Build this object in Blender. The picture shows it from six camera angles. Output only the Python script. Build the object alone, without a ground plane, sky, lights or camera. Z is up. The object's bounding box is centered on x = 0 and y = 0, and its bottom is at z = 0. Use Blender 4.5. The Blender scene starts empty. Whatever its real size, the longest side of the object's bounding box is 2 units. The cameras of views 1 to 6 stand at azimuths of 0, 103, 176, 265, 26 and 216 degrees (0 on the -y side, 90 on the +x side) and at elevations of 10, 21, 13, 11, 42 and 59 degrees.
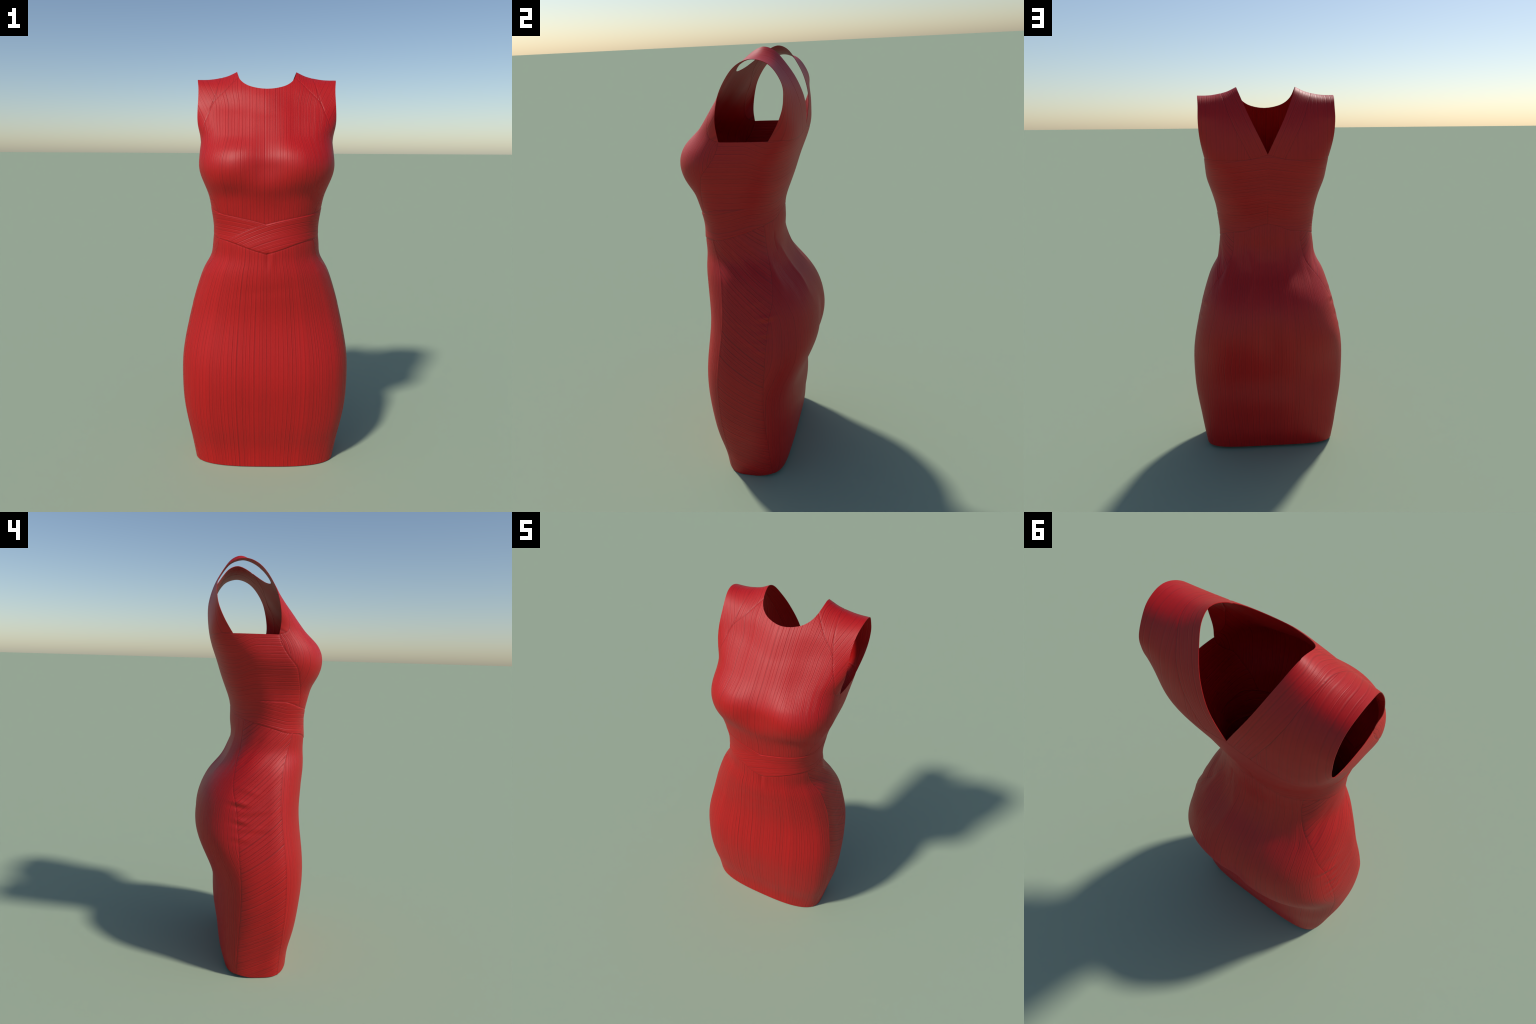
"""A sleeveless, knee-length knitted sheath dress standing by itself.

The cloth is one lofted surface (a stack of rounded cross-sections from hem to armpit, then two sheets
that arch over the shoulders).  Neck and armholes are cut out of it, the tailoring seams divide it into
panels, and every panel becomes a part of its own with ribs running in its own direction.
"""
import bpy
import numpy as np, math
# ------------------------------------------------------------------ profiles
def spline(xk, yk):
    """natural cubic spline through control points"""
    xk = np.asarray(xk, float); yk = np.asarray(yk, float); n = len(xk); h = np.diff(xk)
    A = np.eye(n); r = np.zeros(n)
    for i in range(1, n - 1):
        A[i, i-1:i+2] = h[i-1], 2*(h[i-1]+h[i]), h[i]
        r[i] = 6*((yk[i+1]-yk[i])/h[i] - (yk[i]-yk[i-1])/h[i-1])
    m = np.linalg.solve(A, r)
    def f(x):
        x = np.clip(np.asarray(x, float), xk[0], xk[-1]); i = np.clip(np.searchsorted(xk, x)-1, 0, n-2)
        d = h[i]; a = (xk[i+1]-x)/d; b = 1-a
        return a*yk[i] + b*yk[i+1] + ((a**3-a)*m[i] + (b**3-b)*m[i+1])*d*d/6
    return f
def linear(xk, yk):
    return lambda x: np.interp(x, xk, yk)
def smooth(a, b, x):
    t = np.clip((np.asarray(x, float)-a)/(b-a), 0, 1); return t*t*(3-2*t)

ARMPIT = 1.645
HEIGHT = [0, 0.1, 0.2, 0.32, 0.45, 0.58, 0.7, 0.8, 0.89, 0.97, 1.04, 1.1, 1.16, 1.23, 1.31, 1.39, 1.46, 1.53, 1.59, 1.645]
HALF_WIDTH = [0.3655, 0.3825, 0.4005, 0.4207, 0.4281, 0.4237, 0.404, 0.3815, 0.3587, 0.3338, 0.3051, 0.2729, 0.264, 0.2581, 0.2652, 0.2796, 0.3008, 0.3199, 0.3239, 0.3246]
FRONT_Y = [-0.1870, -0.1950, -0.2165, -0.2361, -0.2511, -0.2486, -0.2365, -0.2318, -0.2379, -0.2459, -0.2493, -0.2471, -0.2477, -0.2426, -0.2479, -0.2681, -0.2949, -0.3074, -0.2994, -0.2703]
BACK_Y = [0.1464, 0.1705, 0.1835, 0.2025, 0.2095, 0.2574, 0.297, 0.2979, 0.2707, 0.2178, 0.1609, 0.1359, 0.1218, 0.1272, 0.1291, 0.1533, 0.1786, 0.2008, 0.2216, 0.2371]
SIDE_Y = [-0.0374, -0.0365, -0.0388, -0.0374, -0.0352, -0.0383, -0.0423, -0.0455, -0.0469, -0.047, -0.0471, -0.0501, -0.0562, -0.0658, -0.0747, -0.0798, -0.0805, -0.0722, -0.0571, -0.0394]
FRONT_N = [2.76, 2.93, 3.11, 3.05, 2.91, 2.78, 2.52, 2.3, 2.21, 2.18, 2.18, 2.17, 2.21, 2.32, 2.57, 2.91, 3.17, 3.13, 2.8, 2.35]
BACK_N = [4.79, 4.02, 3.26, 2.7, 2.58, 2.72, 2.93, 2.75, 2.73, 2.64, 2.56, 2.36, 2.12, 1.93, 1.98, 2.25, 2.53, 2.84, 3.60, 5.0]

# over the shoulder: (y, z) control points from the armpit level up to the shoulder ridge
STEP = [0, .14, .30, .50, .68, .82, .92, 1.0]
FRONT_MID_Y, FRONT_MID_Z = [-.2703, -.229, -.170, -.098, -.030, .030, .066, .100], [1.645, 1.70, 1.783, 1.862, 1.935, 1.990, 2.018, 2.030]
FRONT_ARM_Y, FRONT_ARM_Z = [-.073, -.081, -.070, -.045, 0.00, .040, .070, .100], [1.645, 1.705, 1.785, 1.855, 1.918, 1.947, 1.957, 1.958]
BACK_MID_Y, BACK_MID_Z = [.237, .243, .246, .232, .203, .165, .135, .100], [1.645, 1.695, 1.765, 1.838, 1.905, 1.968, 2.010, 2.030]
BACK_ARM_Y, BACK_ARM_Z = [.133, .170, .198, .207, .200, .167, .135, .100], [1.648, 1.705, 1.765, 1.820, 1.872, 1.925, 1.948, 1.958]
ARM_Z = [1.64, 1.663, 1.71, 1.78, 1.85, 1.93, 1.958]
FRONT_ARM_X = [.320, .325, .333, .335, .333, .338, .345]
BACK_ARM_X = [.3190, .3230, .3305, .338, .340, .341, .345]
RIDGE_X, RIDGE_Z = [0, .149, .19, .235, .28, .345], [2.03, 1.999, 1.9795, 1.967, 1.9595, 1.958]

def superellipse(h, phi):
    c, s = np.cos(phi), np.sin(phi); fr = c > 0
    e = 2/np.where(fr, P['nf'](h), P['nb'](h))
    x = P['a'](h)*np.abs(s)**e
    ys = P['ys'](h)
    y = ys + np.where(fr, P['yf'](h)-ys, P['yb'](h)-ys)*np.abs(c)**e
    return x, y
P = dict(a=spline(HEIGHT, HALF_WIDTH), yf=spline(HEIGHT, FRONT_Y), yb=spline(HEIGHT, BACK_Y), ys=spline(HEIGHT, SIDE_Y), nf=spline(HEIGHT, FRONT_N), nb=spline(HEIGHT, BACK_N))

def base_half(nF=64, nS=44, NR=330, NT=80):
    nB = nF; ncol = nF+nS+nB+1
    phi = np.linspace(0, math.pi, 1500)
    hs = np.linspace(0, ARMPIT, NR+1)
    # fraction of the outline length at the armhole corners, on the top ring
    def outline(h):
        x, y = superellipse(h, phi)
        L = np.concatenate([[0], np.cumsum(np.hypot(np.diff(x), np.diff(y)))])
        return x, y, L/L[-1]
    x, y, L = outline(ARMPIT)
    kF = np.argmin(np.abs(y+.073)+10*(x < .2)); kB = np.argmin(np.abs(y-.133)+10*(x < .2))
    cF, cB = L[kF], L[kB]
    frac = np.concatenate([np.linspace(0, cF, nF+1), np.linspace(cF, cB, nS+1)[1:], np.linspace(cB, 1, nB+1)[1:]])
    low = np.zeros((NR+1, ncol, 3))
    for r, h in enumerate(hs):
        x, y, L = outline(h)
        low[r, :, 0] = np.interp(frac, L, x); low[r, :, 1] = np.interp(frac, L, y)
        low[r, :, 2] = h+.014*smooth(.0, .10, low[r, :, 1])*(1-smooth(0, .12, h))      # the hem rises a little at the back
    top = low[-1]
    # upper sheets, tau 0..1
    tau = np.linspace(0, 1, NT+1)
    over = list(STEP)+[2-t for t in STEP[-2::-1]]
    def arch(front, back):
        return spline(over, front+back[-2::-1])
    mid_y, mid_z = arch(FRONT_MID_Y, BACK_MID_Y), arch(FRONT_MID_Z, BACK_MID_Z)
    arm_y, arm_z = arch(FRONT_ARM_Y, BACK_ARM_Y), arch(FRONT_ARM_Z, BACK_ARM_Z)
    def sheet(base, back, ax, power):
        # base: column points at armpit level ordered from centre to arm
        tt = 2-tau if back else tau
        my, mz, ay, az = [v(tt)[:, None] for v in (mid_y, mid_z, arm_y, arm_z)]
        x0 = base[:, 0]/base[-1, 0]
        j = np.linspace(0, 1, len(x0))
        w = smooth(0, 1, tau)[:, None]
        s = x0*(1-w)+j*w
        xe = spline(ARM_Z, ax)(az)
        shape0 = (base[:, 1]-base[0, 1])/(base[-1, 1]-base[0, 1])
        fall = lambda s: ((s*s+.02)**(power/2)-.02**(power/2))/(1.02**(power/2)-.02**(power/2))
        w2 = smooth(0, .45, tau)[:, None]
        By = np.clip(shape0*(1-w2)+fall(s)*w2, 0, 1)
        Bz = (2.03-spline(RIDGE_X, RIDGE_Z)(s*.345))/(2.03-1.958)
        out = np.zeros((NT+1, len(x0), 3))
        out[..., 0] = s*xe
        out[..., 1] = my+(ay-my)*By
        out[..., 2] = mz+(az-mz)*Bz
        # start exactly on the ring
        k = (1-smooth(0, .25, tau))[:, None, None]
        out += (base[None]-out[:1])*k
        return out
    front = sheet(top[:nF+1], False, FRONT_ARM_X, 1.25)
    back = sheet(top[nF+nS:][::-1], True, BACK_ARM_X, 2.0)
    ridge = (front[-1]+back[-1])/2; front[-1] = ridge; back[-1] = ridge
    # relax the join at armpit level
    for up, cols in ((front, list(range(0, nF+1))), (back, list(range(ncol-1, nF+nS-1, -1)))):
        G = np.concatenate([low[:, cols], up[1:]], 0)
        a, b = NR-14, NR+14
        wt = np.exp(-((np.arange(a, b)-NR)/7.)**2)[:, None, None]
        wc = np.ones(len(cols)); wc[-8:] = np.linspace(1, 0, 8)
        for _ in range(60):
            G[a:b] += .5*wt*wc[None, :, None]*((G[a-1:b-1]+G[a+1:b+1])/2-G[a:b])
        low[:, cols] = G[:NR+1]; up[:] = np.concatenate([G[NR:NR+1], G[NR+1:]], 0)
    return low, front, back

def base_mesh(**kw):
    """returns V, T, region (0 body, 1 front yoke, 2 ridge, 3 back yoke)"""
    low, front, back = base_half(**kw)
    NR, nc = low.shape[0]-1, low.shape[1]; NT = front.shape[0]-1; nF = front.shape[1]-1
    nS = nc-2*nF-1
    V = [low.reshape(-1, 3)]; reg = [np.zeros((NR+1)*nc, int)]
    idl = np.arange((NR+1)*nc).reshape(NR+1, nc); off = idl.size
    idf = np.concatenate([idl[-1:, :nF+1], off+np.arange(NT*(nF+1)).reshape(NT, nF+1)], 0)
    V.append(front[1:].reshape(-1, 3)); r = np.ones((NT, nF+1), int); r[-1] = 2; reg.append(r.ravel()); off += NT*(nF+1)
    idb = np.concatenate([idl[-1:, nF+nS:][:, ::-1], off+np.arange((NT-1)*(nF+1)).reshape(NT-1, nF+1), idf[-1:]], 0)
    V.append(back[1:-1].reshape(-1, 3)); reg.append(np.full((NT-1)*(nF+1), 3))
    V = np.concatenate(V); reg = np.concatenate(reg)
    def quads(I, flip):
        a, b, c, d = I[:-1, :-1].ravel(), I[:-1, 1:].ravel(), I[1:, 1:].ravel(), I[1:, :-1].ravel()
        t = np.concatenate([np.stack([a, b, c], 1), np.stack([a, c, d], 1)])
        return t[:, ::-1] if flip else t
    T = np.concatenate([quads(idl, False), quads(idf, False), quads(idb, True)])
    # mirror
    n = len(V); mid = np.abs(V[:, 0]) < 1e-9; V[mid, 0] = 0
    m = np.where(mid, np.arange(n), n+np.cumsum(~mid)-1)
    V2 = V[~mid]*[-1, 1, 1]
    T = np.concatenate([T, m[T][:, ::-1]])
    return np.concatenate([V, V2]), T, np.concatenate([reg, reg[~mid]])

# ------------------------------------------------------------------ mesh tools
def split(V, T, tri_data, vert_data, f, active, snap=.0003):
    """cut the active triangles along f = 0; returns everything refined"""
    f = np.where(np.abs(f) < snap, 0.0, f)
    E = np.sort(np.concatenate([T[:, [0, 1]], T[:, [1, 2]], T[:, [2, 0]]]), 1)
    nt = len(T); key = E[:, 0].astype(np.int64)*len(V)+E[:, 1]
    act = np.tile(active, 3) & (f[E[:, 0]]*f[E[:, 1]] < 0)
    cut = np.unique(key[act])
    if not len(cut):
        return V, T, tri_data, vert_data, f
    a, b = cut // len(V), cut % len(V)
    t = f[a]/(f[a]-f[b])
    mix = lambda A: np.concatenate([A, A[a]+(A[b]-A[a])*(t if A.ndim == 1 else t[:, None])])
    new = np.full(3*nt, -1); pos = np.clip(np.searchsorted(cut, key), 0, len(cut)-1)
    hit = cut[pos] == key; new[hit] = len(V)+pos[hit]
    M = new.reshape(3, nt).T                      # midpoints of edges 01, 12, 20
    cnt = (M >= 0).sum(1); out, par = [T[cnt == 0]], [np.where(cnt == 0)[0]]
    def rolled(sel, k):
        return np.roll(T[sel], -k, 1).T, np.roll(M[sel], -k, 1).T
    for k in range(3):
        sel = np.where((cnt == 1) & (M[:, k] >= 0))[0]
        if len(sel):
            (p, q, r), (m, _, _) = rolled(sel, k)
            out += [np.stack([p, m, r], 1), np.stack([m, q, r], 1)]; par += [sel, sel]
        sel = np.where((cnt == 2) & (M[:, (k+2) % 3] < 0))[0]     # edges k and k+1 are cut
        if len(sel):
            (p, q, r), (m, n, _) = rolled(sel, k)
            out += [np.stack([m, q, n], 1), np.stack([p, m, n], 1), np.stack([p, n, r], 1)]; par += [sel]*3
    sel = np.where(cnt == 3)[0]
    if len(sel):
        (p, q, r), (m, n, o) = T[sel].T, M[sel].T
        out += [np.stack(s, 1) for s in ((p, m, o), (m, q, n), (o, n, r), (m, n, o))]; par += [sel]*4
    par = np.concatenate(par)
    f2 = np.concatenate([f, np.zeros(len(cut))])
    return mix(V), np.concatenate(out), [d[par] for d in tri_data], [mix(d) for d in vert_data], f2

def normals_of(V, T):
    N = np.zeros_like(V); P3 = V[T]
    fn = np.cross(P3[:, 1]-P3[:, 0], P3[:, 2]-P3[:, 0]); fn /= np.linalg.norm(fn, axis=1, keepdims=True)+1e-30
    for k in range(3):
        e1, e2 = P3[:, (k+1) % 3]-P3[:, k], P3[:, (k+2) % 3]-P3[:, k]
        ang = np.arccos(np.clip((e1*e2).sum(1)/(np.linalg.norm(e1, axis=1)*np.linalg.norm(e2, axis=1)+1e-30), -1, 1))
        for c in range(3):
            N[:, c] += np.bincount(T[:, k], fn[:, c]*ang, len(V))
    return N/(np.linalg.norm(N, axis=1, keepdims=True)+1e-30)

def slope_of(V, T, f):
    """length of the surface gradient of f, at the vertices"""
    A, B, C = V[T[:, 0]], V[T[:, 1]], V[T[:, 2]]; n = np.cross(B-A, C-A); d2 = (n*n).sum(1, keepdims=True)+1e-30
    g = (np.cross(n, C-B)*f[T[:, 0], None]+np.cross(n, A-C)*f[T[:, 1], None]+np.cross(n, B-A)*f[T[:, 2], None])/d2
    G = np.linalg.norm(g, axis=1)
    s = sum(np.bincount(T[:, k], G, len(V)) for k in range(3)); c = sum(np.bincount(T[:, k], minlength=len(V)) for k in range(3))
    s = s/np.maximum(c, 1)
    for _ in range(8):                            # even out the jitter that thin triangles bring
        m = s[T].mean(1); s = sum(np.bincount(T[:, k], m, len(V)) for k in range(3))/np.maximum(c, 1)
    return s

# ------------------------------------------------------------------ base cloth with its folds
V, T, reg = base_mesh()
C3 = V[T].mean(1)
if ((np.cross(V[T[:, 1]]-V[T[:, 0]], V[T[:, 2]]-V[T[:, 0]])*(C3*[1, 1, 0])).sum()) < 0:
    T = T[:, ::-1].copy()
zone = reg[T].max(1); zone[(reg[T] == 3).any(1)] = 3; zone[(reg[T] == 1).any(1)] = 1
for k in (0,):
    only_ridge = (zone == 2); zone[only_ridge] = 1

def bump(t):
    return np.exp(-t*t)
def fold(V, A, B, width, height, taper=.25):
    """soft ridge (or crease, height < 0) along the straight line A-B; points far from the line in depth are left alone"""
    A, B = np.array(A), np.array(B); d = B-A; L = np.linalg.norm(d); d /= L
    r = V-A; t = r @ d; off = np.linalg.norm(r-t[:, None]*d, axis=1)
    return height*bump(off/width)*smooth(-.02, taper*L, t)*smooth(L+.02, L-taper*L, t)
def long_fold(V, path, width, height):
    """ridge with a fairly sharp crest along a polyline, dying out at both ends"""
    P = np.array(path); best = np.full(len(V), 9.0); along = np.zeros(len(V)); n = len(P)-1
    for i in range(n):
        a, d = P[i], P[i+1]-P[i]; t = np.clip(((V-a) @ d)/(d @ d), 0, 1)
        off = np.linalg.norm(V-a-t[:, None]*d, axis=1); nearer = off < best
        best = np.where(nearer, off, best); along = np.where(nearer, (i+t)/n, along)
    return height*np.exp(-np.sqrt((best/width)**2+.06))*smooth(0, .3, along)*smooth(1, .6, along)
def folds(V):
    x, y, z = V.T; ax = np.abs(x)
    d = np.zeros(len(V))
    # bust: two mounds with a shallow hollow between them and a crease of shade below
    chest = smooth(.0, -.08, y)
    d += chest*(-.017*bump(x/.080)*smooth(1.88, 1.78, z)*smooth(1.42, 1.54, z)+.005*bump((ax-.16)/.070)*bump((z-1.530)/.060))
    d += chest*(-.006*bump((ax-.17)/.09)*bump((z-1.405)/.045))
    # the upper chest is hollow between collar and bust
    d += chest*(-.0135*bump((ax-.15)/.095)*smooth(1.60, 1.69, z)*smooth(1.91, 1.80, z)-.004*(x > 0)*bump((x-.15)/.07)*bump((z-1.71)/.05))
    # hollow between shoulder and bust beside the armhole
    d += chest*(-.004*bump((ax-.25)/.07)*bump((z-1.68)/.06)-.007*bump((ax-.315)/.05)*bump((z-1.685)/.045))
    # the bust swells at the sides
    d += .005*bump((y+.15)/.05)*smooth(.24, .28, ax)*bump((z-1.515)/.065)-.004*bump((y+.02)/.06)*smooth(.22, .27, ax)*bump((z-1.47)/.06)
    # diagonal folds that run from the lower back over the seat, a small crease at their head
    right = ((.132, .098, 1.20), (.100, .120, 1.12), (.085, .155, 1.045), (.096, .205, .98), (.122, .250, .915), (.124, .290, .80))
    left = ((-.132, .095, 1.25), (-.117, .106, 1.163), (-.115, .130, 1.09), (-.106, .163, 1.03), (-.108, .206, .977), (-.104, .25, .92))
    d += long_fold(V, right, .022, .0110)+long_fold(V, left, .024, .0050)
    d += long_fold(V, [(x+.075, y-.02, z) for x, y, z in right], .035, -.0070)+long_fold(V, [(x-.070, y-.02, z) for x, y, z in left], .035, -.0010)
    # the small of the back meets the seat in a break, the two halves of the seat part below
    d += (y > .05)*(-.0045*bump(x/.09)*bump((z-1.10)/.030))
    d += (y > .05)*(-.013*bump(x/.055)*bump((z-.715)/.11))
    for A, B, w, h in (((.127, .102, 1.20), (.131, .112, 1.125), .006, -.0045), ((-.20, .075, 1.13), (-.225, .15, .98), .016, -.0015),
                       ((.205, .085, 1.10), (.245, .16, .95), .018, .0045), ((.235, .09, 1.06), (.285, .14, .93), .014, -.0035),
                       ((-.252, -.03, 1.19), (-.262, .09, 1.03), .014, -.0030), ((-.250, -.08, 1.16), (-.290, .05, .98), .013, .0025), ((.252, -.03, 1.19), (.262, .10, 1.02), .014, -.0035), ((.250, -.07, 1.17), (.285, .06, 1.00), .014, .0035), ((.252, -.09, 1.12), (.305, .04, .95), .013, -.0025)):
        d += fold(V, A, B, w, h)
    # small puckers below the crossing of the waistband
    d += -.0035*(y < 0)*bump((x-.006)/.010)*smooth(1.02, 1.10, z)*smooth(1.15, 1.12, z)
    d += .0030*(y < 0)*bump((x-.030)/.014)*smooth(1.03, 1.10, z)*smooth(1.16, 1.12, z)
    d += -.0016*(y < 0)*bump((z-.945-.1*x)/.03)*bump((ax-.06)/.10)
    # short pull lines across the hip beside the back side seam
    for side, k in ((-1, .9), (1, .8)):
        on = (x*side > 0)*bump((y-.055)/.085)*smooth(.24, .30, ax)
        for zc, h, w, lean, yc, yw in ((.935, .0014, .014, .25, .05, .05), (.880, .0050, .012, .10, .092, .038), (.842, .0014, .012, -.12, .02, .08), (.800, .0036, .012, .14, .085, .034), (.765, .0014, .012, .02, .03, .08), (.720, .0020, .013, .1, .085, .04)):
            zz = zc+(.009*math.sin(zc*90) if side > 0 else 0)+lean*(y-yc)
            on = (x*side > 0)*bump((y-yc)/yw)*smooth(.22, .29, ax)
            d += k*h*on*(bump((z-zz)/w)-.85*bump((z-zz+.021)/(w*.9)))
    return d
d = folds(V)
N = normals_of(V, T)
V = V+N*d[:, None]

# ------------------------------------------------------------------ neck opening
ax = np.abs(V[:, 0])
neck_front = linear([0, .025, .05, .072, .09, .108, .121, .131, .139, .145, .1485, .17, .4], [1.902, 1.9034, 1.9075, 1.9130, 1.9195, 1.9295, 1.9400, 1.9515, 1.9660, 1.9810, 1.9985, 2.10, 3.5])
neck_back = spline([0, .04, .09, .125, .149, .17, .4], [1.668, 1.752, 1.855, 1.938, 1.999, 2.06, 2.7])
f = np.where(reg == 1, V[:, 2]-neck_front(ax), np.where(reg == 3, V[:, 2]-neck_back(ax), -1.0))
f = np.where(reg == 2, (.149-ax)*2, f)
f /= np.maximum(slope_of(V, T, f), .2)
f[reg == 0] = -1
V, T, (zone,), _, f = split(V, T, [zone], [], f, np.ones(len(T), bool))
keep = f[T].sum(1) < 0
T, zone = T[keep], zone[keep]

# ------------------------------------------------------------------ seams
def turn(x, y):                                   # angle round the body, 0 at the front, pi at the back
    return np.arctan2(np.abs(x), -(y+.05))
def by_angle(points):
    p = np.array(points); t = turn(p[:, 0], p[:, 1]); return spline(t, p[:, 2])
band_top = by_angle([(0, -.244, 1.270), (.05, -.244, 1.283), (.127, -.235, 1.299), (.19, -.212, 1.311), (.231, -.186, 1.321), (.264, -.137, 1.339),
                     (.271, -.077, 1.345), (.245, -.003, 1.346), (.179, .068, 1.350), (.105, .12, 1.378), (0, .16, 1.407)])
band_bottom = by_angle([(0, -.247, 1.128), (.076, -.242, 1.150), (.171, -.21, 1.180), (.222, -.17, 1.190), (.256, -.115, 1.200), (.258, -.08, 1.211),
                        (.252, -.027, 1.226), (.228, .017, 1.238), (.18, .06, 1.250), (.111, .103, 1.264), (.066, .118, 1.284), (0, .129, 1.303)])
princess_low = spline([1.30, 1.32, 1.355, 1.41, 1.46, 1.507, 1.54, 1.575, 1.615, 1.646], [-.193, -.192, -.190, -.185, -.174, -.158, -.130, -.104, -.082, -.074])
princess_up = spline([1.645, 1.67, 1.726, 1.783, 1.837, 1.874, 1.90, 1.921, 1.964, 2.0], [.3205, .3085, .2995, .278, .2575, .224, .198, .180, .141, .108])
yoke_line = spline([1.80, 1.834, 1.892, 1.9585, 2.0], [.272, .261, .2445, .2285, .2185])
back_yoke = spline([1.63, 1.645, 1.694, 1.756, 1.79, 1.832, 1.883, 1.917, 1.968, 2.0], [.078, .085, .110, .140, .158, .176, .196, .206, .2255, .238])
back_arm = spline([0, .04, .085, .14, .22, .27, .311, .36], [1.666, 1.656, 1.6455, 1.640, 1.639, 1.642, 1.6475, 1.655])
skirt_front_seam = spline([0, .025, .146, .25, .35, .45, .56, .655, .77, .875, .955, 1.025, 1.085, 1.14, 1.19, 1.25],
                          [-.118, -.119, -.124, -.130, -.136, -.138, -.135, -.126, -.113, -.105, -.108, -.115, -.132, -.150, -.162, -.175])
skirt_back_seam = spline([0, .045, .144, .27, .39, .5, .6, .71, .8, .875, .94, .99, 1.06, 1.12, 1.176, 1.25],
                         [.089, .088, .085, .079, .075, .077, .085, .093, .100, .108, .119, .114, .099, .081, .073, .066])
cross_edge = spline([-.25, -.18, -.151, -.105, -.053, 0], [1.145, 1.189, 1.207, 1.232, 1.254, 1.271])

PANEL = {n: i for i, n in enumerate(["front_bodice", "shoulder_panel", "neck_yoke", "back_shoulder", "side_bodice", "waistband", "skirt_front", "skirt_side", "skirt_back", "seam"])}
lab = np.full(len(T), -1); seam_of = np.full(len(T), -1)
fields, kinds = [], []
W1, W2 = .0010, .0055                             # half width of a seam line, and of the dip it lies in

def seam(value, active, kind):
    """cut along a seam: two edges of the seam line and two of the dip round it; returns nothing, keeps the field"""
    global V, T, zone, lab, seam_of, fields
    f = value(V); f = f/np.maximum(slope_of(V, T, f), .15)
    act = active()
    for lev in (-W2, -W1, W1, W2):
        data = [zone, lab, seam_of, act.astype(int)]
        V, T, (zone, lab, seam_of, a2), vd, g = split(V, T, data, fields+[f], f-lev, act)
        act = a2.astype(bool); fields = vd[:-1]; f = g+lev
    used = np.zeros(len(V), bool); used[T[act]] = True
    g = np.where(used, f, 9.0)
    fields.append(g); kinds.append(kind)
    mean = f[T].mean(1)
    line = act & (np.abs(mean) < W1*1.001) & (np.abs(f[T]).max(1) < W1*1.6)
    seam_of[line] = len(kinds)-1
    return mean
cx = lambda: V[T].mean(1)
turn_v = lambda V: turn(V[:, 0], V[:, 1])
# waistband edges round the whole body
m = seam(lambda V: V[:, 2]-band_bottom(turn_v(V)), lambda: (zone == 0) & (np.abs(cx()[:, 2]-1.2) < .2), "band_bottom")
below = (m < 0) & (zone == 0) | (cx()[:, 2] < 1.0); tag = below.astype(int)
lab = np.where(tag == 1, PANEL["skirt_front"], PANEL["side_bodice"])
m = seam(lambda V: V[:, 2]-band_top(turn_v(V)), lambda: (lab == PANEL["side_bodice"]) & (cx()[:, 2] < 1.5), "band_top")
lab[(lab == PANEL["side_bodice"]) & (m < 0) & (zone == 0) & (cx()[:, 2] < 1.45)] = PANEL["waistband"]
# skirt side panels
m = seam(lambda V: V[:, 1]-skirt_front_seam(V[:, 2]), lambda: (lab == PANEL["skirt_front"]) & (cx()[:, 1] < 0), "skirt_front_seam")
lab[(lab == PANEL["skirt_front"]) & (m > 0)] = PANEL["skirt_side"]
m = seam(lambda V: V[:, 1]-skirt_back_seam(V[:, 2]), lambda: (lab == PANEL["skirt_side"]) & (cx()[:, 1] > 0), "skirt_back_seam")
lab[(lab == PANEL["skirt_side"]) & (m > 0)] = PANEL["skirt_back"]
# bodice: princess seams
m = seam(lambda V: V[:, 1]-princess_low(V[:, 2]), lambda: (lab == PANEL["side_bodice"]) & (zone == 0) & (cx()[:, 1] < -.03), "princess")
lab[(lab == PANEL["side_bodice"]) & (zone == 0) & (m < 0)] = PANEL["front_bodice"]
lab[(zone == 1)] = PANEL["front_bodice"]
m = seam(lambda V: np.abs(V[:, 0])-princess_up(V[:, 2]), lambda: (zone == 1) & (cx()[:, 1] < .05), "princess")
lab[(zone == 1) & (m > 0)] = PANEL["shoulder_panel"]
m = seam(lambda V: np.abs(V[:, 0])-yoke_line(V[:, 2]), lambda: (lab == PANEL["shoulder_panel"]) & (zone == 1) & (cx()[:, 2] > 1.80), "yoke")
lab[(lab == PANEL["shoulder_panel"]) & (zone == 1) & (m < 0) & (cx()[:, 2] > 1.80)] = PANEL["neck_yoke"]
# back
m = seam(lambda V: V[:, 2]-back_arm(np.abs(V[:, 0])), lambda: ((zone == 3) | (zone == 0)) & (cx()[:, 1] > .11) & (np.abs(cx()[:, 2]-1.65) < .06), "back_arm")
lab[(zone == 3)] = PANEL["back_shoulder"]
lab[(m < 0) & (zone == 3)] = PANEL["side_bodice"]
lab[(m > 0) & (zone == 0) & (cx()[:, 1] > .13) & (cx()[:, 2] > 1.6)] = PANEL["back_shoulder"]
m = seam(lambda V: np.abs(V[:, 0])-back_yoke(V[:, 2]), lambda: (lab == PANEL["back_shoulder"]), "yoke")
lab[(lab == PANEL["back_shoulder"]) & (m < 0)] = PANEL["neck_yoke"]
lab[lab == PANEL["back_shoulder"]] = PANEL["shoulder_panel"]
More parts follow.
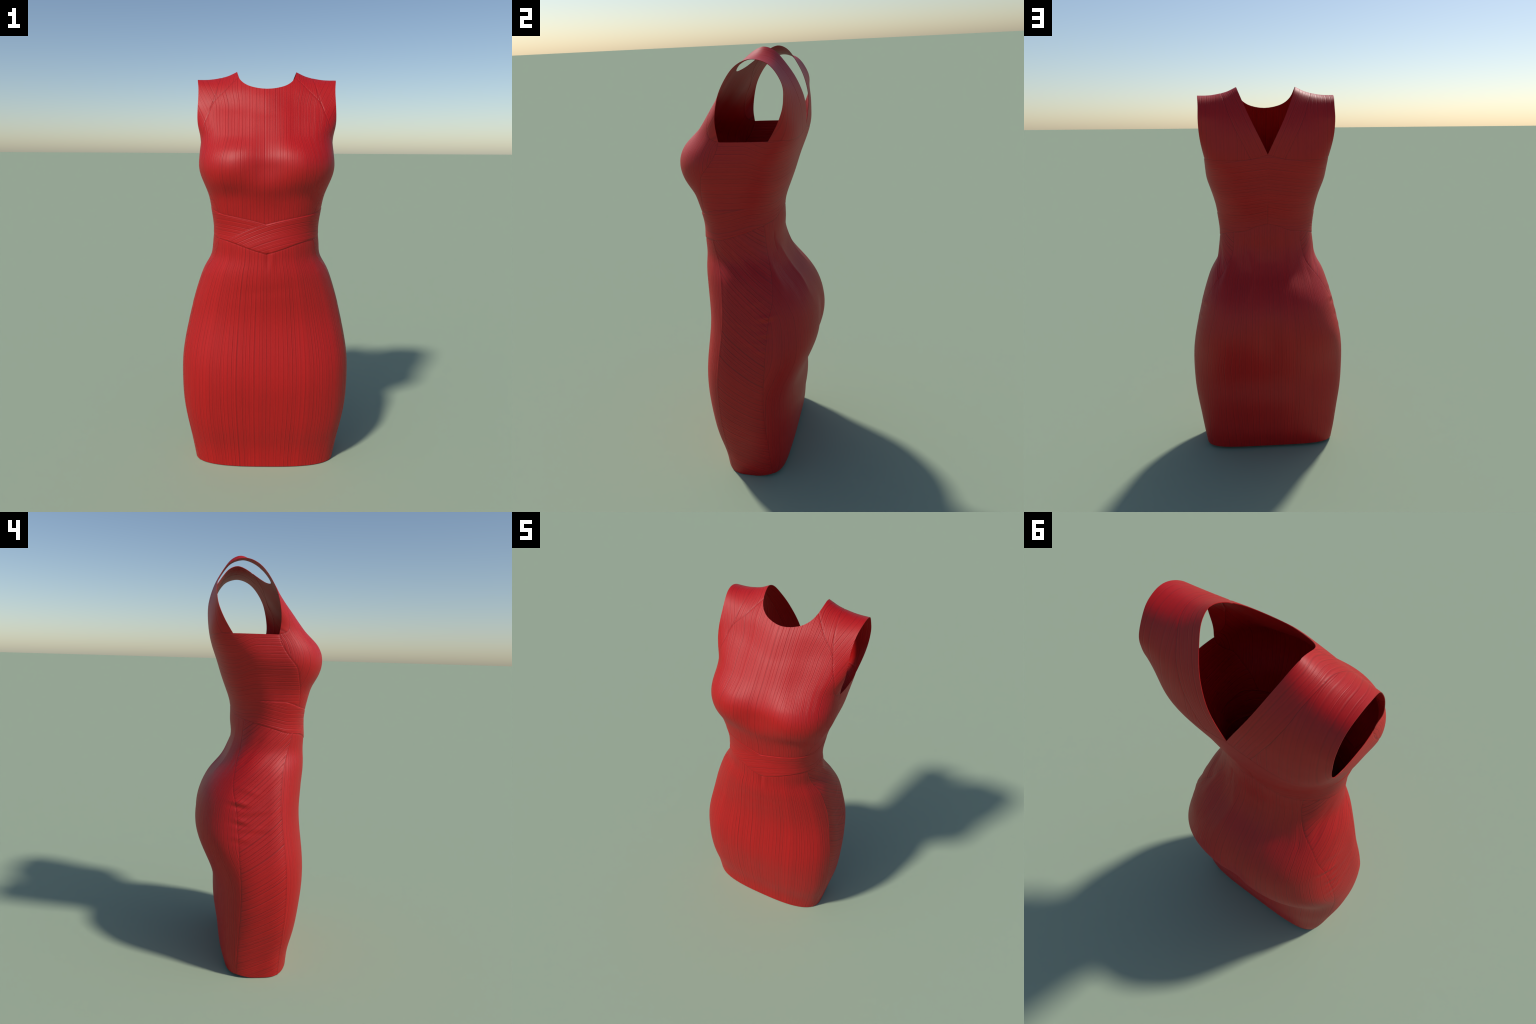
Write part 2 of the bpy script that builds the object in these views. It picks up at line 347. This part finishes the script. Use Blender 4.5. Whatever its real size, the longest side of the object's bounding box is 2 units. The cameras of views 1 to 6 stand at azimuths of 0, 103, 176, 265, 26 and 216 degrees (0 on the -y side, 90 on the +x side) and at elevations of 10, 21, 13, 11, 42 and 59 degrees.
# centre back seam and the edge of the upper waistband end
m = seam(lambda V: V[:, 0], lambda: np.isin(lab, (PANEL["side_bodice"], PANEL["waistband"])) & (cx()[:, 1] > .05), "centre_back")
closed = (seam_of == len(kinds)-1) & (lab == PANEL["side_bodice"])
seam_of[closed] = -1                                # above the waistband the centre back is closed without a visible line
m = seam(lambda V: V[:, 2]-cross_edge(V[:, 0]), lambda: (lab == PANEL["waistband"]) & (cx()[:, 1] < 0) & (cx()[:, 0] < 0) & (cx()[:, 0] > -.2), "cross")
c = cx(); right = c[:, 0] > 0
under = (lab == PANEL["waistband"]) & ~right & ((m > 0) | (c[:, 0] < -.19) | (c[:, 1] > 0))
side_id = np.where(right, 1, 0); side_id[(lab == PANEL["waistband"])] = np.where(under, 0, 1)[lab == PANEL["waistband"]]
hidden = (seam_of == 1) & (c[:, 1] > .0)          # the band's upper edge fades out towards the back
lab[(seam_of >= 0) & ~hidden] = PANEL["seam"]

# dips along the seams, the raised waistband and its overlapping end
lift = np.zeros(len(V)); F = dict()
for g, k in zip(fields, kinds):
    depth = {"yoke": .0008, "princess": .0010, "centre_back": .0008, "skirt_front_seam": -.0014, "skirt_back_seam": .0008, "back_arm": .0009, "cross": .0004}.get(k, .0009)
    fade = 1-.9*smooth(-.06, .06, V[:, 1]) if k == "band_top" else 1-.8*smooth(1.38, 1.43, V[:, 2]) if k == "centre_back" else 1
    lift -= depth*fade*(1-smooth(W1, W2, np.abs(g)))
    F[k] = g
t = turn_v(V); low = reg_low = V[:, 2] < 1.5
in_band = smooth(-.001, .006, V[:, 2]-band_bottom(t))*smooth(.001, -.006, V[:, 2]-band_top(t))*smooth(2.3, 1.6, t)
lift += .0013*in_band*(1-.8*smooth(1.5, 2.2, t))
over = in_band*smooth(.003, -.001, V[:, 2]-cross_edge(V[:, 0]))*(V[:, 0] < .0)*(V[:, 1] < -.1)+in_band*(V[:, 0] >= 0)*(V[:, 1] < -.1)*smooth(.25, .18, V[:, 0])
lift += .0011*over
N = normals_of(V, T)
V = V+N*lift[:, None]
N = normals_of(V, T)
V[:, 2] -= V[:, 2].min()

# ------------------------------------------------------------------ materials
class Graph:
    def __init__(self, name):
        self.mat = bpy.data.materials.new(name); self.mat.use_nodes = True
        self.t = self.mat.node_tree; self.t.nodes.clear()
        self.out = self.node("ShaderNodeOutputMaterial")
    def node(self, kind, **kw):
        n = self.t.nodes.new(kind)
        for k, v in kw.items(): setattr(n, k, v)
        return n
    def put(self, sock, v):
        if hasattr(v, "links"): self.t.links.new(v, sock)
        else: sock.default_value = v
    def m(self, op, a, b=0.0, c=0.0, clamp=False):
        n = self.node("ShaderNodeMath", operation=op, use_clamp=clamp)
        for s, v in zip(n.inputs, (a, b, c)): self.put(s, v)
        return n.outputs[0]
    def ramp01(self, v, a, b):
        n = self.node("ShaderNodeMapRange", interpolation_type="SMOOTHSTEP")
        for k, x in (("Value", v), ("From Min", a), ("From Max", b)): self.put(n.inputs[k], x)
        return n.outputs["Result"]
    def noise(self, vec, scale, detail=2.0, dims="3D", rough=.5):
        n = self.node("ShaderNodeTexNoise", noise_dimensions=dims)
        self.put(n.inputs["W" if dims == "1D" else "Vector"], vec)
        n.inputs["Scale"].default_value, n.inputs["Detail"].default_value, n.inputs["Roughness"].default_value = scale, detail, rough
        return n.outputs["Fac"]
    def curve(self, v, xs, ys):
        """smooth curve through (xs, ys)"""
        n = self.node("ShaderNodeFloatCurve"); lo, hi = min(ys), max(ys)
        pts = n.mapping.curves[0].points
        at = [((a-xs[0])/(xs[-1]-xs[0]), (b-lo)/(hi-lo)) for a, b in zip(xs, ys)]
        for k, p in enumerate(at):
            if 0 < k < len(at)-1: pts.new(*p)
        pts[0].location, pts[len(pts)-1].location = at[0], at[-1]
        n.mapping.update()
        self.put(n.inputs["Value"], self.m("DIVIDE", self.m("SUBTRACT", v, xs[0]), xs[-1]-xs[0], clamp=True))
        return self.m("ADD", self.m("MULTIPLY", n.outputs[0], hi-lo), lo)
    def xyz(self, x, y, z):
        n = self.node("ShaderNodeCombineXYZ")
        for s, v in zip(n.inputs, (x, y, z)): self.put(s, v)
        return n.outputs[0]

RED = (.50, .0020, .0025)
def cloth(name, rib, along, pitch, red=RED, strength=1.0, seed=0.0):
    """ribbed knit: rib(G, x, y, z) gives metres across the ribs, along(...) metres along them"""
    G = Graph(name)
    pos = G.node("ShaderNodeTexCoord").outputs["Object"]
    s = G.node("ShaderNodeSeparateXYZ"); G.put(s.inputs[0], pos); x, y, z = s.outputs
    u, v = rib(G, x, y, z), along(G, x, y, z)
    u = G.m("ADD", u, G.m("MULTIPLY", G.m("SUBTRACT", G.noise(pos, 6.0, 1.0), .5), .0022))
    t = G.m("MULTIPLY", G.m("ADD", u, seed+3.0), 1/pitch)
    t = G.m("ADD", t, G.m("MULTIPLY", G.noise(t, .45, 0.0, "1D"), .9))
    def lines(t, width, least):
        """one soft dark line in every cell, at a random place in it and of random strength"""
        cell, fr = G.m("FLOOR", t), G.m("FRACT", t)
        wn = G.node("ShaderNodeTexWhiteNoise", noise_dimensions="1D"); G.put(wn.inputs["W"], cell)
        wc = G.node("ShaderNodeSeparateColor"); G.put(wc.inputs[0], wn.outputs["Color"])
        centre = G.m("ADD", .5, G.m("MULTIPLY", G.m("SUBTRACT", wc.outputs[0], .5), .36))
        off = G.m("SUBTRACT", fr, centre)
        dist = G.m("ABSOLUTE", off)
        power = G.m("ADD", least, G.m("MULTIPLY", wc.outputs[1], 1-least))
        ridge = G.ramp01(G.m("ABSOLUTE", G.m("ADD", off, width*1.35)), width, .0)
        return G.m("MULTIPLY", G.ramp01(dist, width, .0), power), G.m("MULTIPLY", ridge, power), wc.outputs[2]
    groove, ridge, tone = lines(t, .16, .50)
    fine, _, _ = lines(G.m("MULTIPLY", t, 2.6), .30, .2)
    fade = G.ramp01(G.noise(G.xyz(G.m("MULTIPLY", u, 40.0), G.m("MULTIPLY", v, 3.5), seed), 1.0, 2.0), .25, .60)
    fade = G.m("ADD", .4, G.m("MULTIPLY", fade, .6))
    groove, ridge = G.m("MULTIPLY", groove, fade), G.m("MULTIPLY", ridge, fade)
    crepe = G.noise(G.xyz(G.m("MULTIPLY", u, 380.0), G.m("MULTIPLY", v, 120.0), seed), 1.0, 3.0, rough=.6)
    dark = G.m("ADD", G.m("MULTIPLY", groove, .27*strength), G.m("MULTIPLY", fine, .12*strength))
    dark = G.m("SUBTRACT", dark, G.m("MULTIPLY", ridge, .10*strength))
    dark = G.m("ADD", dark, G.m("MULTIPLY", G.m("SUBTRACT", tone, .5), .07*strength))
    dark = G.m("ADD", dark, G.m("MULTIPLY", G.m("SUBTRACT", crepe, .5), .20*strength))
    dark = G.m("ADD", .14, G.m("ADD", dark, G.m("MULTIPLY", G.m("SUBTRACT", G.noise(pos, 5.0, 2.0), .5), .05)))
    mix = G.node("ShaderNodeMix", data_type="RGBA")
    G.put(mix.inputs["Factor"], G.m("MAXIMUM", dark, 0.0, clamp=True))
    mix.inputs[6].default_value = (*red, 1); mix.inputs[7].default_value = (red[0]*.18, red[1]*.5, red[2]*.8, 1)
    height = G.m("ADD", G.m("MULTIPLY", groove, -.8), G.m("MULTIPLY", fine, -.25))
    height = G.m("ADD", height, G.m("MULTIPLY", ridge, .35))
    height = G.m("ADD", height, G.m("MULTIPLY", crepe, .22))
    b = G.node("ShaderNodeBump"); b.inputs["Strength"].default_value = .44*strength; b.inputs["Distance"].default_value = .0020
    G.put(b.inputs["Height"], height)
    sh = G.node("ShaderNodeBsdfPrincipled")
    G.put(sh.inputs["Base Color"], mix.outputs[2]); G.put(sh.inputs["Normal"], b.outputs[0])
    sh.inputs["Roughness"].default_value = .54; sh.inputs["Specular IOR Level"].default_value = .44
    G.t.links.new(sh.outputs[0], G.out.inputs[0])
    return G.mat
def plain(name, col, rough, spec):
    G = Graph(name); pos = G.node("ShaderNodeTexCoord").outputs["Object"]
    mix = G.node("ShaderNodeMix", data_type="RGBA"); G.put(mix.inputs["Factor"], G.noise(pos, 60.0, 3.0))
    mix.inputs[6].default_value = (*col, 1); mix.inputs[7].default_value = (*[c*.75 for c in col], 1)
    sh = G.node("ShaderNodeBsdfPrincipled"); G.put(sh.inputs["Base Color"], mix.outputs[2])
    sh.inputs["Roughness"].default_value = rough; sh.inputs["Specular IOR Level"].default_value = spec
    G.t.links.new(sh.outputs[0], G.out.inputs[0])
    return G.mat
up = lambda G, x, y, z: z
def girth(side, profile, power=.6):
    """distance round the body from its centre line, shrinking where the body narrows"""
    zs = HEIGHT+[1.75, 1.86, 2.0]
    ys = profile+([-.19, -.10, .05] if side < 0 else [.24, .23, .12])
    ws = [(.36/w)**power for w in HALF_WIDTH+[.33, .335, .34]]
    def f(G, x, y, z):
        y0, w = G.curve(z, zs, ys), G.curve(z, zs, ws)
        turn = G.m("MAXIMUM", G.m("SUBTRACT", G.m("MULTIPLY", G.m("SUBTRACT", y, y0), -side), .012), 0.0)
        turn = G.m("MULTIPLY", turn, G.ramp01(G.m("ABSOLUTE", x), .06, .20))
        arc = G.m("MULTIPLY", G.m("ADD", G.m("ABSOLUTE", x), turn), w)
        return G.m("MULTIPLY", arc, G.m("SIGN", x))
    return f
def level(G, x, y, z):                            # nearly level ribs that climb to the centre back
    back = G.ramp01(y, .02, .14)
    return G.m("ADD", z, G.m("MULTIPLY", G.m("MULTIPLY", G.m("ABSOLUTE", x), .13), back))
def depth(G, x, y, z):
    return G.m("ADD", y, G.m("ABSOLUTE", x))
def slanting(G, x, y, z):                         # rise to the front, steeper near the waist
    k = G.m("ADD", .42, G.m("MULTIPLY", G.ramp01(z, .05, 1.15), .50))
    return G.m("ADD", G.m("MULTIPLY", z, .80), G.m("MULTIPLY", G.m("MULTIPLY", y, k), .80))
def band_rib(sign):
    def f(G, x, y, z):
        xs = G.m("MINIMUM", G.m("MAXIMUM", G.m("MULTIPLY", x, sign), -.22), .24)
        rise = G.m("SUBTRACT", G.m("MULTIPLY", xs, .336), G.m("MULTIPLY", G.m("MULTIPLY", xs, xs), .63))
        side = G.ramp01(y, -.12, -.02)
        rise = G.m("ADD", G.m("MULTIPLY", rise, G.m("SUBTRACT", 1.0, side)), G.m("MULTIPLY", side, .044))
        back = G.m("MULTIPLY", G.m("MULTIPLY", G.ramp01(y, .0, .14), G.m("ABSOLUTE", x)), .22)
        rise = G.m("ADD", rise, G.m("MULTIPLY", G.m("MINIMUM", G.m("MAXIMUM", G.m("ADD", y, .13), .0), .22), .24))
        return G.m("ADD", G.m("SUBTRACT", z, rise), back)
    return f
def shoulder_rib(G, x, y, z):
    k = G.m("MULTIPLY", G.ramp01(y, .13, .02), .52)
    return G.m("SUBTRACT", G.m("ABSOLUTE", x), G.m("MULTIPLY", G.m("SUBTRACT", z, 1.96), k))
def yoke_rib(G, x, y, z):
    k = G.m("SUBTRACT", G.m("MULTIPLY", G.ramp01(y, .02, .13), .58), .13)
    return G.m("SUBTRACT", G.m("ABSOLUTE", x), G.m("MULTIPLY", G.m("SUBTRACT", z, 1.96), k))
MAT = {
    "front_bodice": [cloth("ribbed_knit_front", girth(-1, FRONT_Y, .35), up, .0185, seed=.7137)],
    "shoulder_panel": [cloth("ribbed_knit_shoulder", shoulder_rib, up, .0215, strength=.7, seed=.4)],
    "neck_yoke": [cloth("ribbed_knit_yoke", yoke_rib, up, .0180, strength=.8, seed=.8)],
    "side_bodice": [cloth("ribbed_knit_side", level, depth, .0180, seed=1.2)],
    "waistband": [cloth("ribbed_knit_band", band_rib(-1), depth, .0180, seed=1.5), cloth("ribbed_knit_band_over", band_rib(1), depth, .0180, seed=1.9)],
    "skirt_front": [cloth("ribbed_knit_skirt_front", girth(-1, FRONT_Y, .8), up, .0185, seed=2.1, strength=1.3)],
    "skirt_side": [cloth("ribbed_knit_skirt_side", slanting, depth, .0180, seed=2.6, strength=1.5)],
    "skirt_back": [cloth("ribbed_knit_skirt_back", girth(1, BACK_Y, .8), up, .0185, seed=2.9)],
    "seam": [plain("seam_stitching", (.30, .0015, .002), .5, .4)],
}

# ------------------------------------------------------------------ parts
THICK = .0018
edges = np.sort(np.concatenate([T[:, [0, 1]], T[:, [1, 2]], T[:, [2, 0]]]), 1); order = np.concatenate([T[:, [0, 1]], T[:, [1, 2]], T[:, [2, 0]]])
owner = np.tile(np.arange(len(T)), 3); key = edges[:, 0].astype(np.int64)*len(V)+edges[:, 1]
uq, first, count = np.unique(key, return_index=True, return_counts=True)
rim_edge, rim_tri = order[first[count == 1]], owner[first[count == 1]]
Vin = V-N*THICK
Vin[:, 2] = np.maximum(Vin[:, 2], .0005)
# direction in which the rim faces: away from the cloth, in its plane
ev = V[rim_edge[:, 1]]-V[rim_edge[:, 0]]; rn = np.cross(ev, N[rim_edge].mean(1)); rn /= np.linalg.norm(rn, axis=1, keepdims=True)+1e-30

root = bpy.data.objects.new("sheath_dress", None); bpy.context.scene.collection.objects.link(root)
root["label"] = "sleeveless red ribbed knit sheath dress with crossed waistband"
root["category"] = "dress"
def part(name, tris, mats):
    if not len(tris): return
    t = T[tris]; used, inv = np.unique(t, return_inverse=True); t = inv.reshape(-1, 3); n = len(used)
    r = np.isin(rim_tri, tris); re, rnn = rim_edge[r], rn[r]
    co = [V[used], Vin[used]]; no = [N[used], -N[used]]; fs = [t, t[:, ::-1]+n]; mi = [np.zeros(2*len(t), int)]
    if len(re):
        q = len(re); co += [V[re[:, 0]], V[re[:, 1]], Vin[re[:, 1]], Vin[re[:, 0]]]; no += [rnn]*4
        k = 2*n+np.arange(q); a, b, c, d = k, k+q, k+2*q, k+3*q
        fs += [np.stack([a, d, c], 1), np.stack([a, c, b], 1)]; mi += [np.zeros(2*q, int)]
    co, no, fs, mi = map(np.concatenate, (co, no, fs, mi))
    me = bpy.data.meshes.new(name); me.vertices.add(len(co)); me.vertices.foreach_set("co", co.astype(np.float32).ravel())
    me.loops.add(3*len(fs)); me.polygons.add(len(fs))
    me.polygons.foreach_set("loop_start", np.arange(0, 3*len(fs), 3, dtype=np.int32))
    me.loops.foreach_set("vertex_index", fs.astype(np.int32).ravel())
    me.materials.append(mats)
    me.polygons.foreach_set("material_index", mi.astype(np.int32))
    me.update(calc_edges=True); me.validate()
    me.polygons.foreach_set("use_smooth", np.ones(len(me.polygons), bool))
    if len(me.vertices) == len(no):
        me.normals_split_custom_set_from_vertices(no.tolist())
    o = bpy.data.objects.new(name, me); bpy.context.scene.collection.objects.link(o); o.parent = root
    return o
PAIRED = ("shoulder_panel", "neck_yoke", "side_bodice", "waistband", "skirt_side")
for name, i in PANEL.items():
    if name == "back_shoulder": continue
    if name in PAIRED:
        for s in (1, 0):
            part(name, np.where((lab == i) & (side_id == s))[0], MAT[name][s if len(MAT[name]) > 1 else 0])
    else:
        part(name, np.where(lab == i)[0], MAT[name][0])
